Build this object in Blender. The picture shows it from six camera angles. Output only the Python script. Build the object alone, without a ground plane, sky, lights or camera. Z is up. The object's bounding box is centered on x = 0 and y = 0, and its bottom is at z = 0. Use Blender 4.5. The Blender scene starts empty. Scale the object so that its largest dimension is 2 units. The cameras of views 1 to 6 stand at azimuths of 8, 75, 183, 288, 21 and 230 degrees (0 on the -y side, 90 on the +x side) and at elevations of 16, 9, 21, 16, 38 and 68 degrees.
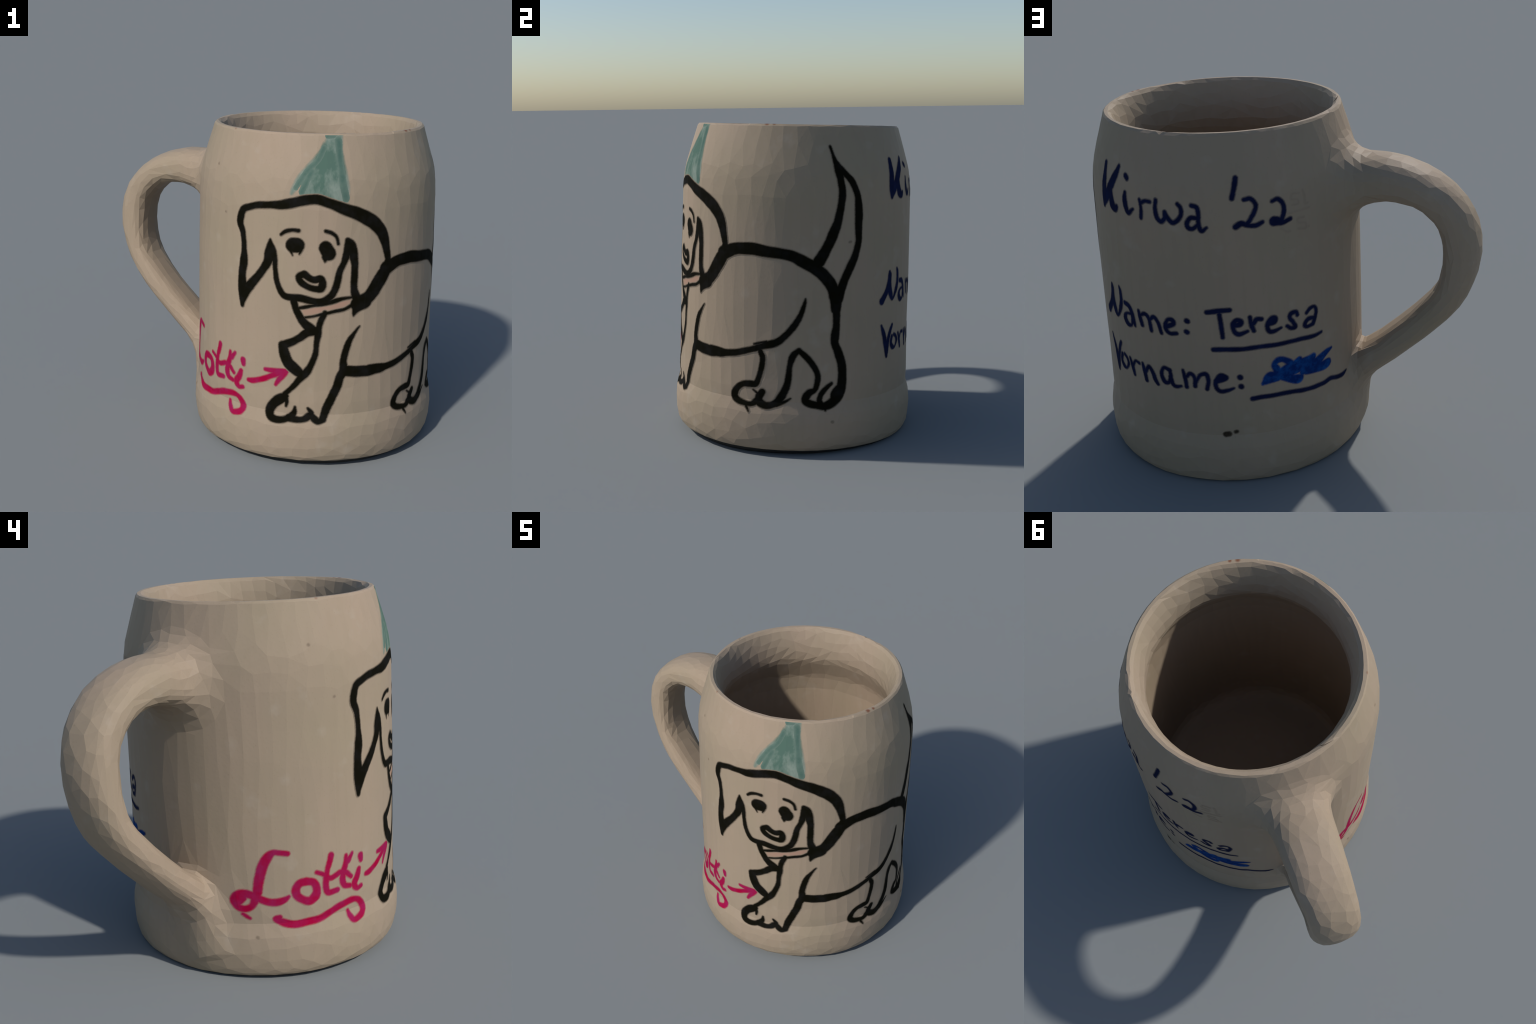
"""Hand-painted stoneware beer mug: a lathe-turned jug with a fused strap handle,
low-poly facets, and pen drawings (a dog, a party hat, handwriting) laid on the glaze."""
import bpy, bmesh, math
import numpy as np
from mathutils import Vector, Matrix
from mathutils.bvhtree import BVHTree

# ------------------------------------------------------------------ frame of the mug
# The mug stands slightly tipped: its own axis leans a little towards +y.
AXIS = Vector((-0.0090, 0.0329, 1.0)).normalized()
XA = (Vector((1, 0, 0)) - AXIS * AXIS.x).normalized()
YA = AXIS.cross(XA)
BASE = Vector((0.2854, -0.0087, 0.0288))
FRAME = Matrix((XA, YA, AXIS)).transposed().to_4x4()
FRAME.translation = BASE
R_REF = 0.69                       # radius on which the drawings are laid out

# ------------------------------------------------------------------ turned profile (r, z)
OUTER = [(0.0, -0.075), (0.622, -0.075), (0.642, -0.047), (0.666, -0.028), (0.689, -0.010), (0.700, 0.008),
         (0.708, 0.035), (0.713, 0.07), (0.715, 0.10), (0.7158, 0.145), (0.711, 0.195), (0.701, 0.235),
         (0.6935, 0.265), (0.6935, 0.30), (0.6945, 0.335), (0.692, 0.40), (0.6904, 0.55),
         (0.6896, 0.80), (0.6879, 1.05), (0.685, 1.20), (0.6833, 1.33), (0.6805, 1.42),
         (0.6685, 1.53), (0.6395, 1.64), (0.6115, 1.73), (0.602, 1.763), (0.596, 1.781), (0.582, 1.788)]
INNER = [(0.566, 1.782), (0.551, 1.757), (0.535, 1.71), (0.524, 1.66), (0.521, 1.61), (0.526, 1.56),
         (0.547, 1.505), (0.570, 1.455), (0.592, 1.40), (0.603, 1.34), (0.611, 1.26), (0.614, 1.0), (0.612, 0.5),
         (0.608, 0.30), (0.597, 0.23), (0.567, 0.195), (0.51, 0.183), (0.0, 0.180)]
DARK_FOOT_TOP = -0.010                 # below this height the foot is coloured near black

# ------------------------------------------------------------------ handle spine
HANDLE_ANGLE = math.radians(163.4)
# distance from the axis, height, sideways drift, half width, half thickness
HANDLE = [(0.560, 1.416, -0.018, 0.172, 0.134), (0.650, 1.430, -0.021, 0.169, 0.131),
          (0.867, 1.462, -0.031, 0.154, 0.109), (1.064, 1.413, -0.038, 0.147, 0.092),
          (1.197, 1.281, -0.035, 0.137, 0.091), (1.233, 1.095, -0.027, 0.133, 0.091),
          (1.187, 0.894, -0.018, 0.134, 0.079), (1.062, 0.724, 0.002, 0.131, 0.078),
          (0.872, 0.539, 0.012, 0.130, 0.078), (0.746, 0.428, 0.024, 0.130, 0.081),
          (0.682, 0.332, 0.042, 0.128, 0.079), (0.660, 0.235, 0.066, 0.115, 0.063),
          (0.648, 0.145, 0.095, 0.092, 0.043)]


def spline(points, per_step):
    """Catmull-Rom through the control points, sampled evenly in the parameter."""
    p = np.array(points, float)
    if len(p) < 2:
        return p
    q = np.vstack([2 * p[0] - p[1], p, 2 * p[-1] - p[-2]])
    n = len(p)
    u = np.linspace(0, n - 1, (n - 1) * per_step + 1)
    i = np.minimum(u.astype(int), n - 2)
    t = (u - i)[:, None]
    a, b, c, d = q[i], q[i + 1], q[i + 2], q[i + 3]
    return 0.5 * (2 * b + (c - a) * t + (2 * a - 5 * b + 4 * c - d) * t * t + (3 * b - a - 3 * c + d) * t ** 3)


def waves(x, y, z, scale, seed):
    """Smooth pseudo-random field in about [-1, 1]."""
    rng = np.random.default_rng(seed)
    out = 0
    for _ in range(7):
        k = rng.normal(size=3) * scale
        out = out + np.sin(k[0] * x + k[1] * y + k[2] * z + rng.uniform(0, 6.28))
    return out / 3.2


# ------------------------------------------------------------------ distance fields
def profile_field():
    """Signed distance to the turned wall on an (r, z) grid: negative inside the clay."""
    h = 0.005
    rr = np.arange(0, 1.40, h)
    zz = np.arange(-0.10, 1.90, h)
    Rg, Zg = np.meshgrid(rr, zz, indexing="ij")
    outer = np.array(spline(OUTER[1:], 4))
    inner = np.array(spline(INNER[:-1], 4))
    loop = np.vstack([[OUTER[0]], outer, inner, [INNER[-1]]])
    dist = np.full(Rg.shape, 9.0)
    inside = np.zeros(Rg.shape, bool)
    for k in range(len(loop)):
        a, b = loop[k], loop[(k + 1) % len(loop)]
        if k < len(loop) - 1:                      # the closing edge lies on the axis
            e = b - a
            t = np.clip(((Rg - a[0]) * e[0] + (Zg - a[1]) * e[1]) / (e @ e + 1e-12), 0, 1)
            dist = np.minimum(dist, np.hypot(Rg - a[0] - t * e[0], Zg - a[1] - t * e[1]))
        cross = (a[1] > Zg) != (b[1] > Zg)
        with np.errstate(divide="ignore", invalid="ignore"):
            xs = a[0] + (Zg - a[1]) / (b[1] - a[1]) * (b[0] - a[0])
        inside ^= cross & (Rg < xs)
    return rr, zz, h, np.where(inside, -dist, dist)


PROFILE = profile_field()


def wall_distance(rho, z):
    rr, zz, h, F = PROFILE
    fi = np.clip((rho - rr[0]) / h, 0, len(rr) - 1.001)
    fj = np.clip((z - zz[0]) / h, 0, len(zz) - 1.001)
    i, j = fi.astype(int), fj.astype(int)
    u, v = fi - i, fj - j
    return (F[i, j] * (1 - u) + F[i + 1, j] * u) * (1 - v) + (F[i, j + 1] * (1 - u) + F[i + 1, j + 1] * u) * v


def handle_samples():
    s = spline(HANDLE, 9)
    er = np.array([math.cos(HANDLE_ANGLE), math.sin(HANDLE_ANGLE), 0])
    eb = np.array([-math.sin(HANDLE_ANGLE), math.cos(HANDLE_ANGLE), 0])
    c = s[:, :1] * er + s[:, 2:3] * eb + s[:, 1:2] * np.array([0, 0, 1.0])
    tan = np.gradient(c, axis=0)
    tan /= np.linalg.norm(tan, axis=1)[:, None]
    side = eb - tan * (tan @ eb)[:, None]
    side /= np.linalg.norm(side, axis=1)[:, None]
    out = np.cross(tan, side)                      # in the handle plane
    return c, tan, side, out, s[:, 3], s[:, 4]


HS = handle_samples()


def handle_distance(x, y, z):
    """Pseudo distance to the strap: rounded outside, flatter inside."""
    c, tan, side, out, w, t = HS
    P = np.stack([x, y, z], -1)
    best = np.full(len(P), 9.0)
    idx = np.zeros(len(P), int)
    for k in range(len(c)):
        d = P - c[k]
        q = (d * d).sum(1)
        m = q < best
        best[m], idx[m] = q[m], k
    d = P - c[idx]
    along = (d * tan[idx]).sum(1)
    b = (d * side[idx]).sum(1)
    n = (d * out[idx]).sum(1)
    p = np.where(n > 0, HANDLE_POW[0], HANDLE_POW[1])
    k = (np.abs(b / w[idx]) ** p + np.abs(n / t[idx]) ** p) ** (1 / p) + 1e-9
    rad = np.hypot(b, n)
    flat = np.where(k < 0.2, -np.minimum(w[idx], t[idx]), (k - 1) * rad / k)
    end = ((idx == 0) | (idx == len(c) - 1)) & (np.abs(along) > 0.02)
    return np.where(end, np.maximum(flat, np.abs(along) - 0.02), flat)


HANDLE_POW = (2.3, 2.8)


def build_field():
    h = 0.0115
    xs = np.arange(-1.36, 0.76, h)
    ys = np.arange(-0.78, 0.78, h)
    zs = np.arange(-0.09, 1.83, h)
    X, Y, Z = np.meshgrid(xs, ys, zs, indexing="ij")
    X, Y, Z = X.ravel(), Y.ravel(), Z.ravel()
    rho = np.hypot(X, Y)
    wall = wall_distance(rho, Z)
    er = np.array([math.cos(HANDLE_ANGLE), math.sin(HANDLE_ANGLE)])
    near = ((X * er[0] + Y * er[1]) > 0.45) & (np.abs(-X * er[1] + Y * er[0]) < 0.40)
    d = wall.copy()
    strap = handle_distance(X[near], Y[near], Z[near])
    a, b = wall[near], strap
    # fillet where the strap is luted on: wide at the top, tight in the lower crotch
    k = np.interp(Z[near], (0.30, 0.45, 0.75, 1.15), (0.10, 0.055, 0.06, 0.13))
    m = np.clip(0.5 + 0.5 * (b - a) / k, 0, 1)
    joined = b * (1 - m) + a * m - k * m * (1 - m)
    # nothing of the handle may show inside the vessel
    d[near] = np.where(rho[near] < 0.63, a, joined)
    # cut off level with the ground the mug stands on
    level = BASE.z + XA.z * X + YA.z * Y + AXIS.z * Z
    d = np.maximum(d, 0.0005 - level)
    d = d + 0.0013 * waves(X, Y, Z, 9.0, 5)
    return xs, ys, zs, h, d.reshape(len(xs), len(ys), len(zs))


def surface_nets(xs, ys, zs, h, D):
    """Skin the zero level of a field with quads, one vertex per crossed cell."""
    nx, ny, nz = D.shape
    S = D < 0
    c = [S[i:nx - 1 + i, j:ny - 1 + j, k:nz - 1 + k] for i in (0, 1) for j in (0, 1) for k in (0, 1)]
    total = sum(v.astype(np.int8) for v in c)
    I, J, K = np.nonzero((total > 0) & (total < 8))
    index = np.full((nx - 1, ny - 1, nz - 1), -1, int)
    index[I, J, K] = np.arange(len(I))
    acc = np.zeros((len(I), 3))
    cnt = np.zeros(len(I))
    corners = [(i, j, k) for i in (0, 1) for j in (0, 1) for k in (0, 1)]
    for p in corners:
        for ax in range(3):
            if p[ax]:
                continue
            q = list(p)
            q[ax] = 1
            a = D[I + p[0], J + p[1], K + p[2]]
            b = D[I + q[0], J + q[1], K + q[2]]
            m = (a < 0) != (b < 0)
            t = np.where(m, a / np.where(m, a - b, 1), 0)
            pos = np.array(p, float) + np.eye(3)[ax] * t[:, None]
            acc[m] += pos[m]
            cnt[m] += 1
    loc = acc / cnt[:, None]
    V = np.stack([xs[0] + (I + loc[:, 0]) * h, ys[0] + (J + loc[:, 1]) * h, zs[0] + (K + loc[:, 2]) * h], 1)
    quads = []
    for ax in range(3):
        sl = [slice(1, -1)] * 3
        lo, hi = list(sl), list(sl)
        lo[ax], hi[ax] = slice(0, -1), slice(1, None)
        a, b = S[tuple(lo)], S[tuple(hi)]
        for flip, m in ((0, a & ~b), (1, ~a & b)):
            P = np.array(np.nonzero(m)).T
            off = np.array([1, 1, 1])
            off[ax] = 0
            P = P + off
            u, v = [(1, 2), (2, 0), (0, 1)][ax]
            ring = []
            for du, dv in ((1, 1), (0, 1), (0, 0), (1, 0)):
                Q = P.copy()
                Q[:, u] -= du
                Q[:, v] -= dv
                ring.append(index[Q[:, 0], Q[:, 1], Q[:, 2]])
            q = np.stack(ring, 1)
            quads.append(q[:, ::-1] if flip else q)
    return V, np.vstack(quads)


# ------------------------------------------------------------------ materials
GLAZE = (0.324, 0.253, 0.186)


class Nodes:
    def __init__(self, name):
        self.mat = bpy.data.materials.new(name)
        self.mat.use_nodes = True
        self.nt = self.mat.node_tree
        self.bsdf = self.nt.nodes["Principled BSDF"]
        self.bsdf.inputs["Roughness"].default_value = 0.8
        self.bsdf.inputs["Specular IOR Level"].default_value = 0.04
        self.coord = self.nt.nodes.new("ShaderNodeTexCoord").outputs["Object"]

    def noise(self, scale, detail=3.0, stretch=(1, 1, 1), rough=0.5):
        m = self.nt.nodes.new("ShaderNodeMapping")
        m.inputs["Scale"].default_value = stretch
        self.nt.links.new(self.coord, m.inputs["Vector"])
        n = self.nt.nodes.new("ShaderNodeTexNoise")
        n.inputs["Scale"].default_value = scale
        n.inputs["Detail"].default_value = detail
        n.inputs["Roughness"].default_value = rough
        self.nt.links.new(m.outputs[0], n.inputs["Vector"])
        return n.outputs["Fac"]

    def ramp(self, fac, a, b):
        r = self.nt.nodes.new("ShaderNodeMapRange")
        r.inputs["From Min"].default_value, r.inputs["From Max"].default_value = a, b
        self.nt.links.new(fac, r.inputs["Value"])
        return r.outputs[0]

    def mix(self, fac, a, b):
        m = self.nt.nodes.new("ShaderNodeMix")
        m.data_type = "RGBA"
        for sock, v in ((m.inputs[0], fac), (m.inputs[6], a), (m.inputs[7], b)):
            if isinstance(v, (int, float)):
                sock.default_value = v
            elif isinstance(v, tuple):
                sock.default_value = (*v, 1)
            else:
                self.nt.links.new(v, sock)
        return m.outputs[2]

    def spot(self, place, radius):
        """1 at a place on the surface, falling to 0 at the radius."""
        d = self.nt.nodes.new("ShaderNodeVectorMath")
        d.operation = "DISTANCE"
        self.nt.links.new(self.coord, d.inputs[0])
        d.inputs[1].default_value = place
        return self.ramp(d.outputs["Value"], radius, radius * 0.35)

    def color(self, c):
        self.nt.links.new(c, self.bsdf.inputs["Base Color"])
        return self.mat


def glaze_color(N):
    c = N.mix(N.ramp(N.noise(1.6, 2), 0.35, 0.68), GLAZE, (0.310, 0.250, 0.176))
    c = N.mix(N.ramp(N.noise(2.3, 2, (1, 1, 0.5)), 0.45, 0.75), c, (0.342, 0.261, 0.192))
    c = N.mix(N.ramp(N.noise(30, 4, (1, 1, 0.05)), 0.50, 1.6), c, (0.280, 0.220, 0.152))
    c = N.mix(N.ramp(N.noise(160, 2), 0.60, 0.85), c, (0.275, 0.217, 0.150))
    c = N.mix(N.ramp(N.noise(8, 3), 0.62, 0.95), c, (0.370, 0.310, 0.245))
    return c


def glaze_material(name, spots=()):
    N = Nodes(name)
    N.bsdf.inputs["Roughness"].default_value = 0.5
    N.bsdf.inputs["Specular IOR Level"].default_value = 0.07
    c = glaze_color(N)
    for place, radius, col in spots:
        c = N.mix(N.spot(place, radius), c, col)
    mat = N.color(c)
    b = N.nt.nodes.new("ShaderNodeBump")
    b.inputs["Strength"].default_value = 0.05
    b.inputs["Distance"].default_value = 0.01
    N.nt.links.new(N.noise(60, 3), b.inputs["Height"])
    N.nt.links.new(b.outputs[0], N.bsdf.inputs["Normal"])
    return mat


def ink_materials(name, dark, light, scale, stretch=(1, 1, 1), lo=0.4, hi=0.75, under=None):
    """Core, two feathered bands and a faint outer edge of one painted colour."""
    out = []
    for cover, tag in ((1.0, "core"), (0.92, "feather"), (0.70, "fringe"), (0.32, "edge")):
        N = Nodes(f"{name}_{tag}")
        ink = N.mix(N.ramp(N.noise(scale, 5, stretch, 0.65), lo, hi), dark, light)
        out.append(N.color(N.mix(cover, under or GLAZE, ink)))
    return out


# ------------------------------------------------------------------ pen strokes
# Each stroke: (angle round the mug in degrees, height, width) at its control points.
STROKES, FILLS = {}, {}


def line(group, *points):
    STROKES.setdefault(group, []).append(points)


def fill(group, *points):
    FILLS.setdefault(group, []).append(points)


line('dog_head', (-120.0,0.843,0.025), (-119.9,0.934,0.059), (-120.2,1.023,0.048), (-119.4,1.091,0.052), (-119.4,1.158,0.034), (-120.2,1.244,0.035), (-121.9,1.297,0.043), (-121.5,1.337,0.044), (-120.0,1.374,0.04), (-116.7,1.392,0.034), (-111.7,1.408,0.036), (-106.6,1.414,0.036), (-99.2,1.425,0.05), (-92.1,1.447,0.051), (-85.9,1.457,0.051), (-79.9,1.438,0.049), (-74.6,1.413,0.056), (-67.3,1.381,0.066), (-61.2,1.343,0.071), (-56.6,1.296,0.067), (-53.9,1.242,0.059), (-52.4,1.179,0.044), (-51.3,1.121,0.037))
line('dog_head', (-51.3,1.121,0.039), (-51.6,1.082,0.061), (-54.5,1.029,0.08), (-57.2,0.98,0.078), (-60.7,0.926,0.074), (-65.9,0.892,0.08))
line('dog_head', (-62.1,0.899,0.068), (-65.4,0.878,0.057), (-67.1,0.851,0.031), (-67.7,0.827,0.008))
line('dog_head', (-120.0,0.848,0.021), (-118.1,0.925,0.055), (-113.8,0.991,0.048), (-109.8,1.052,0.042), (-107.1,1.108,0.049), (-106.1,1.157,0.059), (-106.0,1.201,0.035), (-106.0,1.231,0.011))
line('dog_head', (-106.0,1.227,0.014), (-105.0,1.181,0.037), (-103.8,1.139,0.032), (-103.3,1.074,0.025), (-102.6,1.018,0.028), (-101.2,0.968,0.03), (-98.9,0.933,0.034), (-95.3,0.926,0.038), (-91.0,0.923,0.04), (-85.7,0.91,0.037), (-81.9,0.913,0.035), (-78.4,0.938,0.037), (-76.4,0.977,0.037), (-75.4,1.025,0.037), (-74.5,1.077,0.033), (-72.8,1.123,0.033), (-71.7,1.17,0.04), (-71.4,1.213,0.035), (-71.5,1.243,0.026))
line('dog_head', (-71.3,1.243,0.025), (-69.4,1.212,0.043), (-68.6,1.16,0.048), (-67.9,1.108,0.038), (-67.9,1.043,0.038), (-67.9,0.977,0.038), (-66.8,0.933,0.048), (-65.2,0.896,0.057))
line('dog_eyebrow_a', (-101.0,1.263,0.015), (-98.9,1.282,0.019), (-96.0,1.291,0.019), (-93.2,1.289,0.019))
line('dog_eyebrow_b', (-81.3,1.291,0.019), (-78.5,1.28,0.018), (-76.4,1.257,0.017), (-75.6,1.223,0.013))
line('dog_eye_a', (-95.5,1.21,0.079), (-93.7,1.211,0.079))
line('dog_eye_a', (-96.5,1.181,0.018), (-95.6,1.156,0.007))
line('dog_eye_a', (-91.9,1.189,0.021), (-92.6,1.163,0.006))
line('dog_eye_b', (-81.1,1.202,0.071), (-79.7,1.172,0.075))
line('dog_eye_b', (-81.0,1.155,0.042), (-81.3,1.127,0.008))
line('dog_nose', (-90.2,1.057,0.039), (-87.7,1.036,0.035), (-85.6,1.028,0.037), (-83.2,1.034,0.039), (-82.1,1.012,0.04), (-82.7,0.983,0.043), (-84.8,0.979,0.033), (-88.3,0.988,0.033), (-91.4,1.012,0.035), (-92.5,1.042,0.036), (-90.2,1.057,0.038))
line('dog_body', (-91.8,0.871,0.017), (-86.0,0.886,0.017), (-80.7,0.897,0.019), (-76.9,0.911,0.026), (-73.1,0.924,0.019), (-68.0,0.931,0.012))
line('dog_body', (-89.3,0.82,0.012), (-85.1,0.829,0.012), (-80.6,0.844,0.017), (-76.8,0.854,0.017), (-72.1,0.866,0.018), (-68.2,0.89,0.018))
line('dog_collar', (-89.7,0.848,0.043), (-83.6,0.863,0.041), (-76.1,0.885,0.036), (-70.7,0.904,0.029), (-68.3,0.912,0.025))
line('dog_body', (-94.8,0.921,0.038), (-93.6,0.869,0.036), (-91.5,0.818,0.04), (-89.2,0.782,0.045), (-86.4,0.754,0.053), (-84.1,0.74,0.033))
line('dog_body', (-80.6,0.847,0.028), (-82.0,0.813,0.033), (-83.1,0.77,0.032), (-83.5,0.726,0.037), (-84.0,0.677,0.028), (-84.3,0.619,0.03), (-86.0,0.559,0.033), (-88.2,0.509,0.042), (-90.9,0.472,0.037), (-93.9,0.425,0.028), (-97.8,0.375,0.026))
line('dog_body', (-84.1,0.74,0.039), (-88.3,0.734,0.045), (-91.7,0.702,0.04), (-95.5,0.674,0.042), (-98.9,0.655,0.047))
line('dog_body', (-99.1,0.655,0.049), (-98.2,0.607,0.057), (-96.5,0.56,0.06), (-93.3,0.524,0.06), (-90.1,0.493,0.039))
line('dog_body', (-97.0,0.366,0.028), (-99.7,0.347,0.056), (-102.9,0.311,0.051), (-104.6,0.271,0.05), (-104.0,0.238,0.043), (-101.4,0.225,0.038), (-98.2,0.23,0.035), (-95.5,0.242,0.036))
line('dog_body', (-97.3,0.356,0.03), (-96.7,0.332,0.019), (-97.0,0.306,0.012))
line('dog_body', (-92.9,0.307,0.012), (-93.2,0.275,0.028), (-94.4,0.253,0.037))
line('dog_body', (-95.5,0.242,0.042), (-92.4,0.237,0.035), (-89.3,0.24,0.031), (-87.0,0.255,0.038), (-85.5,0.277,0.028), (-87.1,0.304,0.012))
line('dog_body', (-85.8,0.266,0.035), (-83.8,0.242,0.037), (-82.3,0.23,0.03), (-80.3,0.243,0.037))
line('dog_body', (-80.3,0.247,0.037), (-78.6,0.309,0.046), (-76.7,0.363,0.046), (-74.5,0.421,0.047), (-73.1,0.48,0.047), (-71.6,0.519,0.049), (-71.7,0.578,0.037), (-70.7,0.631,0.037), (-69.4,0.684,0.033), (-67.7,0.716,0.023), (-65.8,0.749,0.013), (-64.6,0.767,0.006))
line('dog_body', (-71.2,0.518,0.059), (-65.5,0.51,0.062), (-60.3,0.506,0.061), (-54.0,0.509,0.05))
line('dog_body', (-59.1,0.511,0.059), (-53.7,0.51,0.055), (-49.8,0.513,0.04), (-44.2,0.524,0.037), (-38.3,0.545,0.034), (-32.6,0.568,0.034), (-28.7,0.585,0.041), (-24.9,0.599,0.041), (-21.9,0.627,0.036), (-19.0,0.665,0.035), (-16.0,0.712,0.034), (-13.9,0.763,0.027), (-12.5,0.813,0.02), (-12.0,0.845,0.009))
line('dog_body', (-35.4,0.583,0.009), (-29.5,0.601,0.014))
line('dog_body', (-52.2,1.073,0.08), (-46.6,1.1,0.066), (-41.5,1.108,0.065), (-36.1,1.109,0.066), (-29.9,1.098,0.062), (-22.9,1.09,0.056), (-17.5,1.074,0.059), (-12.0,1.04,0.065), (-7.5,1.01,0.065), (-2.9,0.962,0.065), (0.3,0.908,0.064), (2.0,0.853,0.069), (2.4,0.787,0.057))
line('dog_body', (1.3,0.866,0.062), (2.5,0.787,0.046), (2.7,0.708,0.039), (2.2,0.635,0.049), (2.3,0.593,0.043), (4.1,0.54,0.048), (5.9,0.473,0.05), (6.2,0.403,0.051), (5.8,0.343,0.056), (4.1,0.292,0.058), (1.0,0.261,0.05), (-2.6,0.245,0.04), (-6.9,0.256,0.035), (-10.7,0.271,0.04))
line('dog_body', (-2.6,0.245,0.033), (-1.9,0.223,0.009))
line('dog_body', (-14.5,0.56,0.028), (-17.2,0.527,0.036), (-18.6,0.466,0.029), (-18.9,0.41,0.034), (-19.9,0.354,0.038), (-22.1,0.297,0.043), (-25.1,0.256,0.037), (-28.9,0.244,0.038), (-32.1,0.259,0.045), (-32.5,0.287,0.042), (-31.0,0.318,0.036))
line('dog_body', (-24.3,0.252,0.027), (-20.6,0.269,0.016), (-17.9,0.289,0.006))
line('dog_body', (-14.5,0.56,0.027), (-11.6,0.528,0.032), (-8.1,0.481,0.032), (-5.6,0.42,0.03), (-6.0,0.369,0.031), (-7.1,0.337,0.028), (-9.3,0.323,0.038), (-10.8,0.3,0.042), (-11.1,0.276,0.039), (-9.2,0.259,0.033), (-6.1,0.251,0.032))
line('dog_body', (0.9,0.372,0.017), (-1.7,0.344,0.026), (-3.9,0.312,0.029), (-4.6,0.279,0.03), (-3.8,0.255,0.032))
line('dog_body', (4.0,0.344,0.03), (2.0,0.318,0.03), (2.1,0.28,0.034))
line('dog_body', (-32.2,0.545,0.029), (-31.1,0.508,0.031), (-31.6,0.452,0.031), (-32.7,0.399,0.03), (-34.2,0.36,0.034), (-37.1,0.357,0.037), (-40.4,0.352,0.032), (-43.3,0.324,0.036), (-44.7,0.283,0.042), (-42.9,0.257,0.034), (-39.4,0.246,0.03), (-36.1,0.245,0.027), (-33.3,0.267,0.039))
line('dog_body', (-38.4,0.233,0.019), (-37.0,0.204,0.008))
line('dog_body', (-35.3,0.327,0.01), (-32.5,0.302,0.015))
line('dog_tail', (-6.1,1.052,0.067), (-2.7,1.122,0.055), (0.2,1.198,0.057), (2.2,1.263,0.048), (3.6,1.345,0.042), (4.3,1.427,0.042), (3.6,1.485,0.039), (2.5,1.548,0.046), (0.9,1.6,0.023), (-0.9,1.669,0.014))
line('dog_tail', (1.8,1.577,0.032), (5.3,1.531,0.033), (9.1,1.484,0.037), (11.9,1.414,0.038), (12.9,1.325,0.05), (12.9,1.236,0.046), (13.0,1.159,0.039), (11.4,1.082,0.042), (9.2,1.023,0.048), (6.6,0.959,0.047), (4.5,0.894,0.053), (2.8,0.847,0.071))
fill('party_hat', (-80.9,1.781), (-73.7,1.781), (-74.2,1.719), (-73.3,1.652), (-72.0,1.576), (-71.3,1.518), (-71.8,1.453), (-72.6,1.427), (-77.9,1.441), (-82.2,1.463), (-86.1,1.472), (-90.6,1.474), (-92.8,1.482), (-91.3,1.529), (-88.1,1.597), (-84.8,1.68), (-83.1,1.722))
line('party_hat', (-96.8,1.483,0.01), (-95.5,1.514,0.024), (-93.2,1.563,0.029), (-90.2,1.609,0.026), (-86.6,1.655,0.027), (-84.0,1.693,0.025), (-82.5,1.734,0.018))
line('party_hat', (-80.9,1.779,0.009), (-75.4,1.78,0.012))
line('hat_streak', (-75.8,1.751,0.027), (-75.0,1.64,0.016), (-74.1,1.544,0.021), (-72.7,1.463,0.022))
line('hat_streak', (-82.8,1.715,0.016), (-85.4,1.655,0.012), (-90.2,1.6,0.012), (-95.0,1.514,0.01))
line('hat_streak', (-88.1,1.599,0.012), (-90.8,1.536,0.015), (-92.3,1.493,0.015))
line('hat_streak', (-81.1,1.776,0.01), (-77.8,1.778,0.009))
line('ink_letter:K', (35.3,1.596,0.028), (35.4,1.542,0.039), (35.1,1.48,0.048), (35.4,1.434,0.055), (34.9,1.393,0.026))
line('ink_letter:K', (46.0,1.607,0.019), (44.0,1.559,0.04), (40.5,1.496,0.048), (37.7,1.441,0.045), (35.3,1.399,0.023))
line('ink_letter:K', (40.6,1.486,0.039), (41.0,1.45,0.044), (42.2,1.411,0.049), (44.2,1.398,0.035), (45.1,1.41,0.025))
line('ink_letter:i', (50.7,1.571,0.026), (51.7,1.562,0.025))
line('ink_letter:i', (50.8,1.493,0.018), (50.6,1.461,0.029), (51.2,1.426,0.032), (52.6,1.401,0.026), (55.3,1.423,0.012))
line('ink_letter:r', (58.9,1.476,0.015), (59.5,1.434,0.019), (59.3,1.389,0.02))
line('ink_letter:r', (59.7,1.462,0.018), (61.6,1.474,0.017), (63.9,1.473,0.018))
line('ink_letter:w', (66.7,1.484,0.02), (66.3,1.446,0.021), (67.0,1.405,0.024), (68.8,1.387,0.022), (70.4,1.405,0.021), (70.6,1.433,0.02))
line('ink_letter:w', (70.6,1.433,0.021), (71.8,1.407,0.023), (74.0,1.386,0.021), (76.7,1.411,0.02), (77.6,1.439,0.02), (77.3,1.461,0.019), (76.1,1.478,0.017))
line('ink_letter:a', (81.8,1.472,0.02), (83.8,1.464,0.021), (84.4,1.433,0.02), (84.2,1.396,0.02), (84.6,1.364,0.021), (85.5,1.353,0.018), (87.3,1.369,0.011))
line('ink_letter:a', (84.0,1.413,0.018), (81.3,1.414,0.02), (79.7,1.39,0.022), (80.1,1.367,0.022), (81.8,1.363,0.02), (83.8,1.382,0.018))
line('ink_letter:q', (99.5,1.591,0.024), (98.7,1.55,0.023), (97.6,1.503,0.023))
line('ink_letter:2', (102.2,1.492,0.018), (104.7,1.494,0.02), (106.6,1.467,0.02), (106.2,1.437,0.021), (104.5,1.403,0.021), (102.9,1.377,0.023))
line('ink_letter:2', (98.4,1.368,0.028), (100.7,1.382,0.025), (103.2,1.37,0.021), (106.2,1.366,0.021), (108.9,1.377,0.018))
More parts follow.
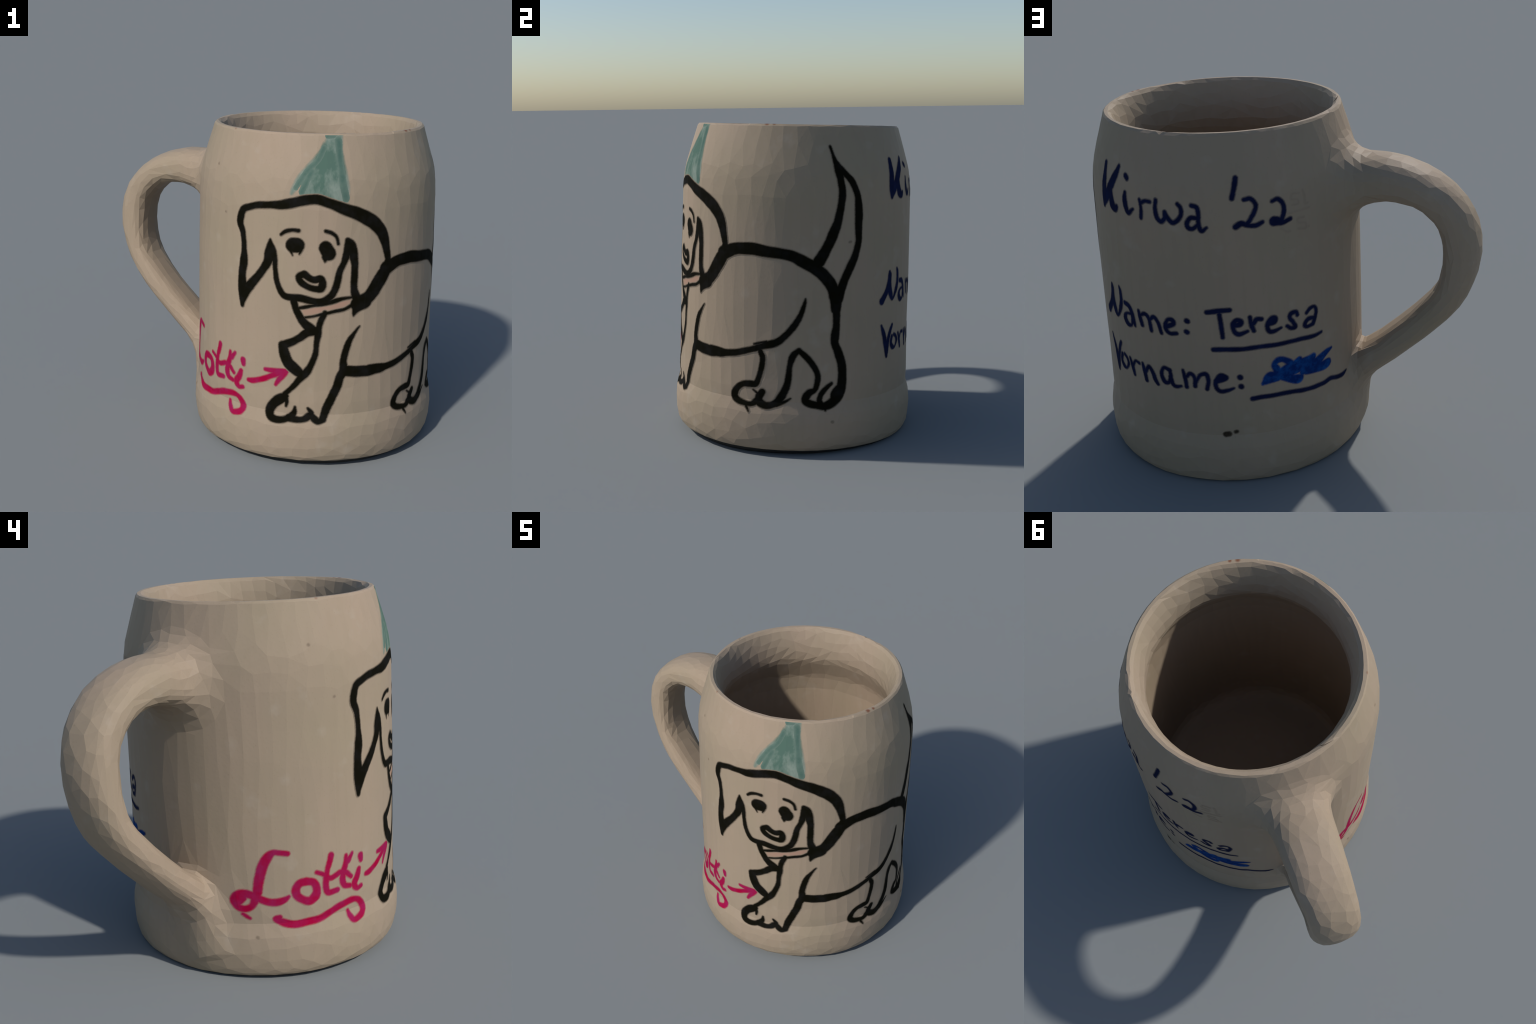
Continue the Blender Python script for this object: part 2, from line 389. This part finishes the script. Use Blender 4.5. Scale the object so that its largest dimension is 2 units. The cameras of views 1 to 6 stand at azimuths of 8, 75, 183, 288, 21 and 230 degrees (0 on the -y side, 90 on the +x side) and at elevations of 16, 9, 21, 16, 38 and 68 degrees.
line('ink_letter:22', (113.3,1.469,0.018), (115.7,1.474,0.02), (117.7,1.447,0.021), (117.9,1.411,0.023), (116.8,1.376,0.026))
line('ink_letter:22', (113.5,1.373,0.046), (115.1,1.37,0.041), (117.1,1.361,0.026), (120.5,1.37,0.019))
line('faded_stamp', (125.1,1.48,0.006), (122.1,1.485,0.007), (121.6,1.461,0.007), (124.2,1.453,0.006), (124.4,1.432,0.007), (121.6,1.432,0.006))
line('faded_stamp', (127.1,1.49,0.008), (127.7,1.46,0.008), (127.8,1.427,0.007), (129.0,1.426,0.007))
line('faded_stamp', (119.3,1.398,0.008), (129.6,1.401,0.007))
line('faded_stamp', (126.8,1.362,0.007), (124.1,1.362,0.008), (124.2,1.341,0.006), (127.4,1.332,0.006), (127.5,1.305,0.008), (123.9,1.311,0.007))
line('faded_stamp', (129.0,1.31,0.008), (129.1,1.31,0.008))
line('faded_stamp', (116.4,1.33,0.005), (119.4,1.306,0.005))
line('faded_stamp', (120.2,1.309,0.006), (120.3,1.308,0.006))
line('ink_letter:N', (28.3,0.805,0.04), (31.7,0.852,0.035), (34.0,0.913,0.032), (34.2,0.967,0.019))
line('ink_letter:N', (34.4,0.952,0.032), (34.3,0.887,0.039), (35.5,0.837,0.039), (37.4,0.808,0.015), (40.4,0.859,0.028), (41.7,0.905,0.027), (41.6,0.955,0.024), (40.9,0.979,0.014))
line('ink_letter:a2', (44.4,0.905,0.024), (47.0,0.899,0.027), (48.6,0.873,0.027), (49.4,0.831,0.028), (50.1,0.802,0.016))
line('ink_letter:a2', (48.7,0.86,0.016), (45.1,0.851,0.014), (43.8,0.823,0.03), (45.3,0.796,0.031), (47.9,0.798,0.015), (48.8,0.829,0.02))
line('ink_letter:m', (53.2,0.894,0.017), (54.0,0.851,0.024), (54.6,0.822,0.024))
line('ink_letter:m', (54.5,0.876,0.015), (56.7,0.887,0.022), (58.7,0.866,0.023), (59.5,0.805,0.021))
line('ink_letter:m', (59.1,0.863,0.014), (61.4,0.883,0.021), (63.3,0.856,0.021), (64.5,0.806,0.019))
line('ink_letter:e', (67.2,0.847,0.025), (70.4,0.867,0.024), (70.1,0.887,0.025), (68.2,0.885,0.018), (66.9,0.86,0.021), (67.0,0.829,0.024), (68.8,0.813,0.021), (71.7,0.819,0.017))
line('ink_letter:c', (76.5,0.892,0.026), (76.8,0.891,0.026))
line('ink_letter:c', (75.9,0.834,0.025), (76.3,0.832,0.024))
line('ink_letter:V', (28.6,0.665,0.014), (30.9,0.605,0.032), (32.4,0.541,0.036), (33.1,0.481,0.02))
line('ink_letter:V', (33.2,0.505,0.031), (34.4,0.575,0.028), (35.9,0.622,0.025), (37.6,0.656,0.018))
line('ink_letter:o', (37.7,0.59,0.022), (36.8,0.554,0.026), (38.2,0.527,0.028), (40.7,0.523,0.012), (42.5,0.558,0.023), (41.6,0.583,0.021), (39.7,0.597,0.019))
line('ink_letter:r2', (44.2,0.595,0.018), (45.6,0.554,0.025), (46.6,0.513,0.02))
line('ink_letter:r2', (46.1,0.565,0.018), (47.9,0.595,0.014), (50.3,0.593,0.019))
line('ink_letter:n', (52.5,0.599,0.018), (53.5,0.554,0.026), (54.2,0.511,0.022))
line('ink_letter:n', (54.3,0.562,0.018), (56.1,0.594,0.021), (58.1,0.566,0.026), (59.1,0.532,0.024), (60.3,0.51,0.02))
line('ink_letter:a3', (66.8,0.606,0.024), (64.1,0.613,0.017), (62.7,0.576,0.023), (63.9,0.537,0.026), (65.9,0.536,0.019), (67.2,0.57,0.02), (66.8,0.606,0.021))
line('ink_letter:a3', (67.0,0.569,0.023), (68.0,0.53,0.023), (69.7,0.522,0.019), (71.7,0.529,0.012))
line('ink_letter:m2', (73.0,0.619,0.016), (73.8,0.574,0.02), (74.2,0.529,0.02))
line('ink_letter:m2', (74.7,0.59,0.017), (76.2,0.606,0.02), (77.9,0.585,0.02), (77.9,0.539,0.021))
line('ink_letter:m2', (78.4,0.563,0.017), (80.4,0.602,0.017), (82.9,0.609,0.023), (83.7,0.572,0.02), (82.9,0.526,0.018))
line('ink_letter:e2', (87.1,0.575,0.028), (90.2,0.587,0.03), (90.8,0.595,0.024), (88.8,0.604,0.024), (86.8,0.575,0.02), (86.7,0.542,0.021), (88.3,0.518,0.021), (91.3,0.522,0.018), (93.8,0.533,0.011))
line('ink_letter:c2', (96.6,0.592,0.025), (96.8,0.589,0.026))
line('ink_letter:c2', (96.8,0.541,0.025), (97.0,0.538,0.023))
line('ink_letter:T', (85.0,0.944,0.023), (89.4,0.95,0.024), (94.0,0.954,0.022))
line('ink_letter:T', (90.0,0.931,0.021), (90.4,0.865,0.021), (90.7,0.811,0.019))
line('ink_letter:e3', (95.3,0.87,0.023), (97.7,0.876,0.027), (98.3,0.891,0.023), (96.6,0.898,0.023), (95.1,0.878,0.023), (95.4,0.843,0.022), (97.2,0.824,0.023), (100.7,0.836,0.015))
line('ink_letter:r3', (101.9,0.909,0.017), (102.3,0.87,0.022), (103.2,0.834,0.019))
line('ink_letter:r3', (103.2,0.873,0.023), (104.5,0.894,0.022), (106.5,0.892,0.02))
line('ink_letter:e4', (109.1,0.858,0.024), (111.6,0.868,0.029), (112.0,0.886,0.023), (110.4,0.886,0.024), (108.8,0.854,0.024), (109.4,0.822,0.022), (111.7,0.817,0.02), (114.4,0.827,0.012))
line('ink_letter:s', (121.9,0.873,0.018), (121.3,0.891,0.02), (119.0,0.89,0.023), (118.3,0.869,0.02), (119.8,0.841,0.019), (120.7,0.814,0.023), (118.7,0.813,0.02), (117.0,0.83,0.016))
line('ink_letter:a4', (126.2,0.87,0.018), (128.0,0.887,0.019), (130.3,0.888,0.016), (131.0,0.86,0.021), (130.1,0.823,0.021), (129.3,0.803,0.022))
line('ink_letter:a4', (129.7,0.833,0.018), (126.8,0.833,0.023), (125.2,0.812,0.023), (126.3,0.795,0.019), (129.3,0.799,0.021))
line('ink_underline:1', (86.6,0.746,0.022), (91.6,0.747,0.023), (97.4,0.743,0.022), (104.8,0.746,0.022), (112.4,0.742,0.021), (118.8,0.741,0.021), (123.9,0.739,0.021), (129.8,0.732,0.02), (133.5,0.737,0.013))
line('ink_underline:2', (101.2,0.467,0.024), (106.7,0.469,0.023), (116.2,0.464,0.022), (126.7,0.448,0.023), (133.9,0.445,0.025), (138.4,0.451,0.024), (143.3,0.433,0.022), (147.2,0.428,0.024), (149.7,0.435,0.009))
line('ink_scribble', (105.8,0.541,0.016), (108.7,0.575,0.046), (112.1,0.567,0.043), (111.9,0.604,0.037), (110.9,0.635,0.029), (112.4,0.655,0.03), (115.2,0.651,0.028), (118.1,0.618,0.038), (116.7,0.59,0.067), (114.0,0.582,0.056))
line('ink_scribble', (114.0,0.565,0.042), (118.1,0.536,0.043), (121.2,0.525,0.048), (122.6,0.532,0.028))
line('ink_scribble', (107.0,0.547,0.025), (112.0,0.559,0.034))
line('ink_scribble', (118.3,0.584,0.063), (122.8,0.597,0.065), (127.2,0.608,0.054), (128.8,0.623,0.031))
line('ink_scribble', (121.9,0.629,0.033), (120.1,0.615,0.037))
line('ink_scribble', (123.4,0.554,0.033), (129.0,0.572,0.056), (135.2,0.61,0.034), (139.1,0.624,0.012))
line('ink_scribble', (125.2,0.547,0.027), (130.9,0.547,0.044), (135.9,0.548,0.053), (136.9,0.556,0.036))
line('pink_letter:L', (-152.8,0.616,0.019), (-155.8,0.623,0.021), (-158.5,0.625,0.023), (-160.9,0.6,0.037), (-162.9,0.551,0.04), (-164.2,0.493,0.038), (-165.0,0.435,0.036), (-166.0,0.396,0.033), (-167.3,0.361,0.026), (-170.1,0.345,0.027), (-173.1,0.356,0.027), (-174.6,0.393,0.03), (-172.6,0.418,0.034), (-169.9,0.423,0.032), (-166.9,0.412,0.029), (-163.6,0.392,0.027), (-160.3,0.377,0.029), (-157.0,0.374,0.029), (-154.3,0.385,0.022), (-152.7,0.399,0.012))
line('pink_letter:L', (-173.0,0.386,0.041), (-170.9,0.399,0.027))
line('pink_dash', (-171.1,0.319,0.012), (-169.6,0.306,0.014), (-168.3,0.296,0.01))
line('pink_letter:o', (-145.4,0.465,0.031), (-142.5,0.456,0.029), (-141.1,0.421,0.031), (-141.6,0.387,0.038), (-144.0,0.365,0.034), (-146.8,0.374,0.03), (-149.3,0.398,0.031), (-149.8,0.43,0.033), (-148.2,0.459,0.032), (-145.4,0.465,0.032))
line('pink_letter:t', (-134.4,0.574,0.025), (-135.2,0.54,0.024), (-136.3,0.5,0.022), (-136.9,0.454,0.026), (-137.0,0.411,0.025), (-135.8,0.386,0.023), (-131.8,0.389,0.022))
line('pink_letter:t', (-141.0,0.503,0.015), (-138.0,0.485,0.016), (-135.0,0.459,0.02), (-132.4,0.466,0.022), (-130.2,0.475,0.021), (-127.5,0.467,0.022), (-124.6,0.436,0.017))
line('pink_letter:t', (-127.1,0.553,0.015), (-127.4,0.514,0.025), (-128.6,0.471,0.028), (-129.1,0.432,0.028), (-128.0,0.401,0.023), (-125.2,0.391,0.02))
line('pink_letter:t', (-124.0,0.555,0.015), (-126.2,0.522,0.023))
line('pink_letter:i', (-120.2,0.462,0.02), (-121.2,0.426,0.029), (-123.0,0.392,0.03), (-121.4,0.364,0.021), (-119.1,0.369,0.018))
line('pink_letter:i', (-119.2,0.527,0.028), (-118.9,0.506,0.022))
line('pink_underline', (-156.6,0.297,0.02), (-157.9,0.288,0.025), (-154.5,0.266,0.03), (-150.5,0.255,0.027), (-145.1,0.259,0.028), (-139.5,0.266,0.027), (-135.0,0.286,0.028), (-129.5,0.306,0.029), (-124.6,0.314,0.026), (-121.2,0.304,0.023), (-118.6,0.265,0.031), (-119.2,0.232,0.028), (-121.6,0.215,0.025), (-124.3,0.211,0.022), (-126.0,0.237,0.022), (-126.8,0.267,0.012))
line('pink_arrow', (-116.0,0.42,0.017), (-113.5,0.423,0.024), (-108.4,0.445,0.024), (-103.9,0.473,0.023), (-100.9,0.491,0.027), (-97.0,0.509,0.016))
line('pink_arrow', (-107.2,0.503,0.016), (-103.6,0.502,0.021), (-99.6,0.507,0.02), (-96.7,0.511,0.012))
line('pink_arrow', (-102.1,0.424,0.013), (-100.5,0.455,0.021), (-98.3,0.487,0.023), (-96.7,0.509,0.011))
line('glaze_speck', (89.5,0.273,0.029), (90.7,0.275,0.029))
line('glaze_speck', (93.5,0.286,0.018), (94.0,0.288,0.018))
line('faint_speck', (1.1,0.158,0.013), (1.4,0.157,0.013))
line('faint_speck', (8.4,1.154,0.01), (9.0,1.156,0.01))
line('faint_speck', (-165.6,0.204,0.009), (-165.3,0.202,0.009))
line('faint_speck', (-141.2,1.586,0.009), (-141.0,1.585,0.009))
line('faint_speck', (-131.5,1.341,0.008), (-131.3,1.341,0.008))


# ------------------------------------------------------------------ building
def make_object(name, mesh, parent):
    o = bpy.data.objects.new(name, mesh)
    bpy.context.scene.collection.objects.link(o)
    o.parent = parent
    return o


def build_vessel():
    V, Q = surface_nets(*build_field())
    me = bpy.data.meshes.new("raw_clay")
    me.from_pydata(V.tolist(), [], Q.tolist())
    o = bpy.data.objects.new("raw_clay", me)
    bpy.context.scene.collection.objects.link(o)
    sm = o.modifiers.new("smooth", "SMOOTH")
    sm.factor, sm.iterations = 0.5, 1
    dm = o.modifiers.new("facets", "DECIMATE")
    dm.ratio = TRIANGLES / (2 * len(Q))
    fine = o.vertex_groups.new(name="rim_detail")    # the thin lip keeps more of its vertices
    fine.add(np.nonzero(V[:, 2] > 1.735)[0].tolist(), 0.9, "REPLACE")
    dm.vertex_group, dm.vertex_group_factor, dm.invert_vertex_group = fine.name, RIM_DETAIL, True
    dg = bpy.context.evaluated_depsgraph_get()
    low = bpy.data.meshes.new_from_object(o.evaluated_get(dg))
    bpy.data.objects.remove(o)
    bpy.data.meshes.remove(me)
    bm = bmesh.new()
    bm.from_mesh(low)
    lip = [v for v in bm.verts if v.co.z > 1.70]
    bmesh.ops.remove_doubles(bm, verts=lip, dist=0.012)
    bmesh.ops.triangulate(bm, faces=bm.faces[:])
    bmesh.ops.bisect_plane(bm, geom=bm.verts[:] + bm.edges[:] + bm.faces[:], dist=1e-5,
                           plane_co=(0, 0, DARK_FOOT_TOP), plane_no=(0, 0, 1))
    bm.to_mesh(low)
    bm.free()
    n = len(low.vertices)
    co = np.empty(n * 3)
    low.vertices.foreach_get("co", co)
    co = co.reshape(-1, 3)
    low.calc_loop_triangles()
    tri = np.array([t.vertices[:] for t in low.loop_triangles])
    bpy.data.meshes.remove(low)
    return co, tri


TRIANGLES = 4600
RIM_DETAIL = 0.004



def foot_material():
    N = Nodes("dark_foot")
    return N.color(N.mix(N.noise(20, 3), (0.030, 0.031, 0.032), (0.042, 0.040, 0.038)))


def part_of(c):
    rho = math.hypot(c[0], c[1])
    z = c[2]
    if z < DARK_FOOT_TOP:
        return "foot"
    if z > 1.752:
        return "rim"
    if rho < 0.632 and z > 0.12 and wall_is_inside(rho, z):
        return "interior"
    if rho > 0.735 and c[0] < 0:
        return "handle"
    if z < 0.262:
        return "base"
    return "body"


def wall_is_inside(rho, z):
    zi = [p[1] for p in INNER][::-1]
    ri = [p[0] for p in INNER][::-1]
    zo = [p[1] for p in OUTER]
    ro = [p[0] for p in OUTER]
    return rho < 0.5 * (np.interp(z, zi, ri) + np.interp(z, zo, ro))


def mesh_from(name, verts, faces, mats, mat_index=None):
    me = bpy.data.meshes.new(name)
    me.from_pydata(verts, [], faces)
    for m in mats:
        me.materials.append(m)
    if mat_index is not None:
        me.polygons.foreach_set("material_index", mat_index)
    me.update()
    return me


def stroke_field(lines, fills, h, margin, swell, box=None):
    """Signed distance of pen strokes (and filled shapes) on an unrolled (s, z) grid."""
    dense = []
    for pts in lines:
        p = np.array(pts, float)
        p[:, 0] = np.radians(p[:, 0]) * R_REF
        q = spline(p, 24)
        q[:, 2] = np.maximum(q[:, 2], 0.003) * swell[0] + swell[1]
        dense.append(q)
    shapes = []
    for pts in fills:
        p = np.array(pts, float)
        p[:, 0] = np.radians(p[:, 0]) * R_REF
        shapes.append(p)
    lo = np.min([q[:, :2].min(0) for q in dense + shapes], axis=0) - margin
    hi = np.max([q[:, :2].max(0) for q in dense + shapes], axis=0) + margin
    if dense:
        wmax = max(q[:, 2].max() for q in dense) / 2
        lo, hi = lo - wmax, hi + wmax
    lo = np.floor(lo / h) * h
    if box is not None:
        lo, hi = box
    ns, nz = (np.ceil((hi - lo) / h).astype(int) + 1)
    F = np.full((ns, nz), 1.0)
    S, Z = lo[0] + np.arange(ns) * h, lo[1] + np.arange(nz) * h
    for q in dense:
        for s, z, w in q:
            r = w / 2
            R = r + margin
            i0, i1 = max(0, int((s - R - lo[0]) / h)), int((s + R - lo[0]) / h) + 2
            j0, j1 = max(0, int((z - R - lo[1]) / h)), int((z + R - lo[1]) / h) + 2
            d = np.hypot(S[i0:i1, None] - s, Z[None, j0:j1] - z) - r
            F[i0:i1, j0:j1] = np.minimum(F[i0:i1, j0:j1], d)
    for p in shapes:
        Sg, Zg = np.meshgrid(S, Z, indexing="ij")
        dist, inside = np.full(F.shape, 9.0), np.zeros(F.shape, bool)
        for k in range(len(p)):
            a, b = p[k], p[(k + 1) % len(p)]
            e = b - a
            t = np.clip(((Sg - a[0]) * e[0] + (Zg - a[1]) * e[1]) / (e @ e + 1e-12), 0, 1)
            dist = np.minimum(dist, np.hypot(Sg - a[0] - t * e[0], Zg - a[1] - t * e[1]))
            cross = (a[1] > Zg) != (b[1] > Zg)
            with np.errstate(divide="ignore", invalid="ignore"):
                xs = a[0] + (Zg - a[1]) / (b[1] - a[1]) * (b[0] - a[0])
            inside ^= cross & (Sg < xs)
        F = np.minimum(F, np.where(inside, -dist, dist))
    Sg, Zg = np.meshgrid(S, Z, indexing="ij")
    F = F + 0.0011 * waves(Sg, Zg, 0 * Sg, 160.0, 3)          # a slightly ragged pen edge
    return S, Z, F, (lo, hi)


def clip(poly, level, keep_below):
    out = []
    for k in range(len(poly)):
        a, b = poly[k], poly[(k + 1) % len(poly)]
        ia, ib = ((a[2] <= level) == keep_below), ((b[2] <= level) == keep_below)
        if ia:
            out.append(a)
        if ia != ib:
            t = (level - a[2]) / (b[2] - a[2])
            out.append((a[0] + t * (b[0] - a[0]), a[1] + t * (b[1] - a[1]), level))
    return out


def paint_film(name, group_lines, group_fills, bvh, mats, parent, lift, feather=(-0.0040, -0.0012, 0.0016, 0.0045), h=0.0038,
               swell=(1.0, 0.0015), siblings=()):
    """A thin film of paint on the glaze whose edge feathers out in bands."""
    core, mid, fringe, edge = feather
    S, Z, F, box = stroke_field(group_lines, group_fills, h, 0.012, swell)
    own = np.ones(F.shape, bool)
    if siblings:                                   # strokes of the same pen run into each other
        G = stroke_field(siblings, [], h, 0.012, swell, box)[2]
        own = F < G
        F = np.minimum(F, G)
    verts, faces, midx, key = [], [], [], {}

    def vid(s, z, d):
        k = (round(s * 1e6), round(z * 1e6))
        if k not in key:
            th = s / R_REF
            direction = Vector((-math.cos(th), -math.sin(th), 0))
            hit, nor, _, _ = bvh.ray_cast(Vector((0.82 * math.cos(th), 0.82 * math.sin(th), min(z, 1.779))), direction)
            if hit is None:
                hit, nor = Vector((0.597 * math.cos(th), 0.597 * math.sin(th), z)), -direction
            u = min(1, max(0, (edge - d) / (edge - core)))
            key[k] = len(verts)
            verts.append(hit - direction * (lift + 0.0003 * u * u * (3 - 2 * u)))
        return key[k]

    bands = ((-9, core, 0), (core, mid, 1), (mid, fringe, 2), (fringe, edge, 3))
    q = np.stack([F[:-1, :-1], F[1:, :-1], F[1:, 1:], F[:-1, 1:]], -1)
    for i, j in np.argwhere((q.min(-1) < edge) & own[:-1, :-1]):
        f = q[i, j]
        c = [(S[i], Z[j], f[0]), (S[i + 1], Z[j], f[1]), (S[i + 1], Z[j + 1], f[2]), (S[i], Z[j + 1], f[3])]
        lo, hi = f.min(), f.max()
        for a, b, m in bands:
            if hi <= a or lo >= b:
                continue
            if lo >= a and hi <= b:
                polys = [c]
            else:
                polys = []
                for tri in ((c[0], c[1], c[2]), (c[0], c[2], c[3])):
                    p = clip(list(tri), b, True)
                    if p:
                        p = clip(p, a, False)
                    polys.append(p)
            for p in polys:
                ids = [vid(*v) for v in p]
                ids = [v for n, v in enumerate(ids) if v != ids[n - 1]]
                if len(set(ids)) >= 3 and len(set(ids)) == len(ids):
                    faces.append(ids)
                    midx.append(m)
    me = mesh_from(name, [tuple(v) for v in verts], faces, mats, midx)
    return make_object(name, me, parent)


# how much each pen spreads on the glaze: factor, plus a fixed width
SWELL = {"faded": (1.0, 0.0), "glaze": (1.0, 0.0), "faint": (1.0, 0.0), "party": (1.0, 0.0), "hat": (1.0, 0.0),
         "pink": (1.18, 0.0030)}


def main():
    mug = bpy.data.objects.new("beer_mug", None)
    bpy.context.scene.collection.objects.link(mug)
    mug.matrix_world = FRAME
    mug["label"] = "beige stoneware beer mug with hand-drawn dog and handwriting"
    mug["category"] = "beer mug"

    co, tri = build_vessel()
    bvh = BVHTree.FromPolygons([tuple(v) for v in co], tri.tolist())
    centers = co[tri].mean(1)
    groups = {}
    for k, c in enumerate(centers):
        groups.setdefault(part_of(c), []).append(k)
    chip = (0.19, 0.085, 0.05)
    dark = (0.06, 0.05, 0.035)
    mats = {
        "body": glaze_material("glaze_body"),
        "handle": glaze_material("glaze_handle", [((-1.181, 0.418, 1.340), 0.014, (0.19, 0.13, 0.07))]),
        "rim": glaze_material("glaze_rim", [((0.490, -0.325, 1.786), 0.018, chip), ((0.511, -0.290, 1.785), 0.013, chip),
                                         ((-0.415, -0.425, 1.785), 0.012, (0.25, 0.16, 0.11))]),
        "interior": glaze_material("glaze_interior", [((0.423, -0.280, 1.640), 0.013, dark), ((0.437, -0.255, 1.655), 0.010, dark),
                                                   ((0.425, -0.262, 1.660), 0.008, dark)]),
        "base": glaze_material("glaze_base"),
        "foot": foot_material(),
    }
    parts = {}
    for name, ids in groups.items():
        t = tri[ids]
        used, inv = np.unique(t, return_inverse=True)
        me = mesh_from(name, co[used].tolist(), inv.reshape(-1, 3).tolist(), [mats[name]])
        parts[name] = make_object(name, me, mug)
    body = parts["body"]

    inks = {
        "dog": ink_materials("black_pen", (0.0050, 0.0045, 0.0020), (0.0100, 0.0095, 0.0090), 14, lo=0.45, hi=0.75),
        "ink": ink_materials("blue_pen", (0.006, 0.009, 0.034), (0.008, 0.014, 0.055), 14),
        "ink_scribble": ink_materials("bright_blue_pen", (0.003, 0.022, 0.120), (0.007, 0.070, 0.26), 20, (1, 1, 1), 0.45, 0.7),
        "pink": ink_materials("pink_pen", (0.31, 0.002, 0.036), (0.265, 0.013, 0.075), 13, lo=0.35, hi=0.65),
        "party": ink_materials("teal_wash", (0.080, 0.138, 0.110), (0.200, 0.248, 0.210), 10, (1, 1, 0.45), 0.40, 0.62),
        "hat": ink_materials("teal_streak", (0.066, 0.122, 0.100), (0.105, 0.160, 0.131), 16, under=(0.125, 0.178, 0.146)),
        "faded": ink_materials("faded_stamp", (0.278, 0.218, 0.158), (0.300, 0.235, 0.170), 40),
        "glaze": ink_materials("iron_speck", (0.03, 0.022, 0.015), (0.06, 0.045, 0.03), 40),
        "faint": ink_materials("faint_speck", (0.18, 0.14, 0.10), (0.22, 0.17, 0.125), 40),
        "collar": ink_materials("collar_pink", (0.350, 0.218, 0.160), (0.335, 0.235, 0.168), 10),
    }
    for group in sorted(set(STROKES) | set(FILLS)):
        kind = group.split(":")[0]
        if kind == "dog_collar":
            mat, lift = inks["collar"], 0.0003
        elif kind == "ink_scribble":
            mat, lift = inks["ink_scribble"], 0.0006
        else:
            mat = inks[kind.split("_")[0]]
            lift = {"party_hat": 0.0003, "hat_streak": 0.0007}.get(kind, 0.0012 if kind.startswith("dog") else 0.0006)
        outline = ("dog_body", "dog_head", "dog_tail")
        siblings = [p for g in outline if g != kind for p in STROKES[g]] if kind in outline else ()
        name = kind[:-2] if kind.endswith(("_a", "_b")) else kind
        wide = {"party_hat": (-0.008, -0.003, 0.003, 0.008), "hat_streak": (-0.006, -0.001, 0.004, 0.009)}.get(
            kind, (-0.0040, -0.0012, 0.0016, 0.0045))
        paint_film(name, STROKES.get(group, []), FILLS.get(group, []), bvh, mat, body, lift, wide,
                   swell=SWELL.get(kind.split("_")[0], (1.0, 0.0015)),
                   siblings=siblings)


main()
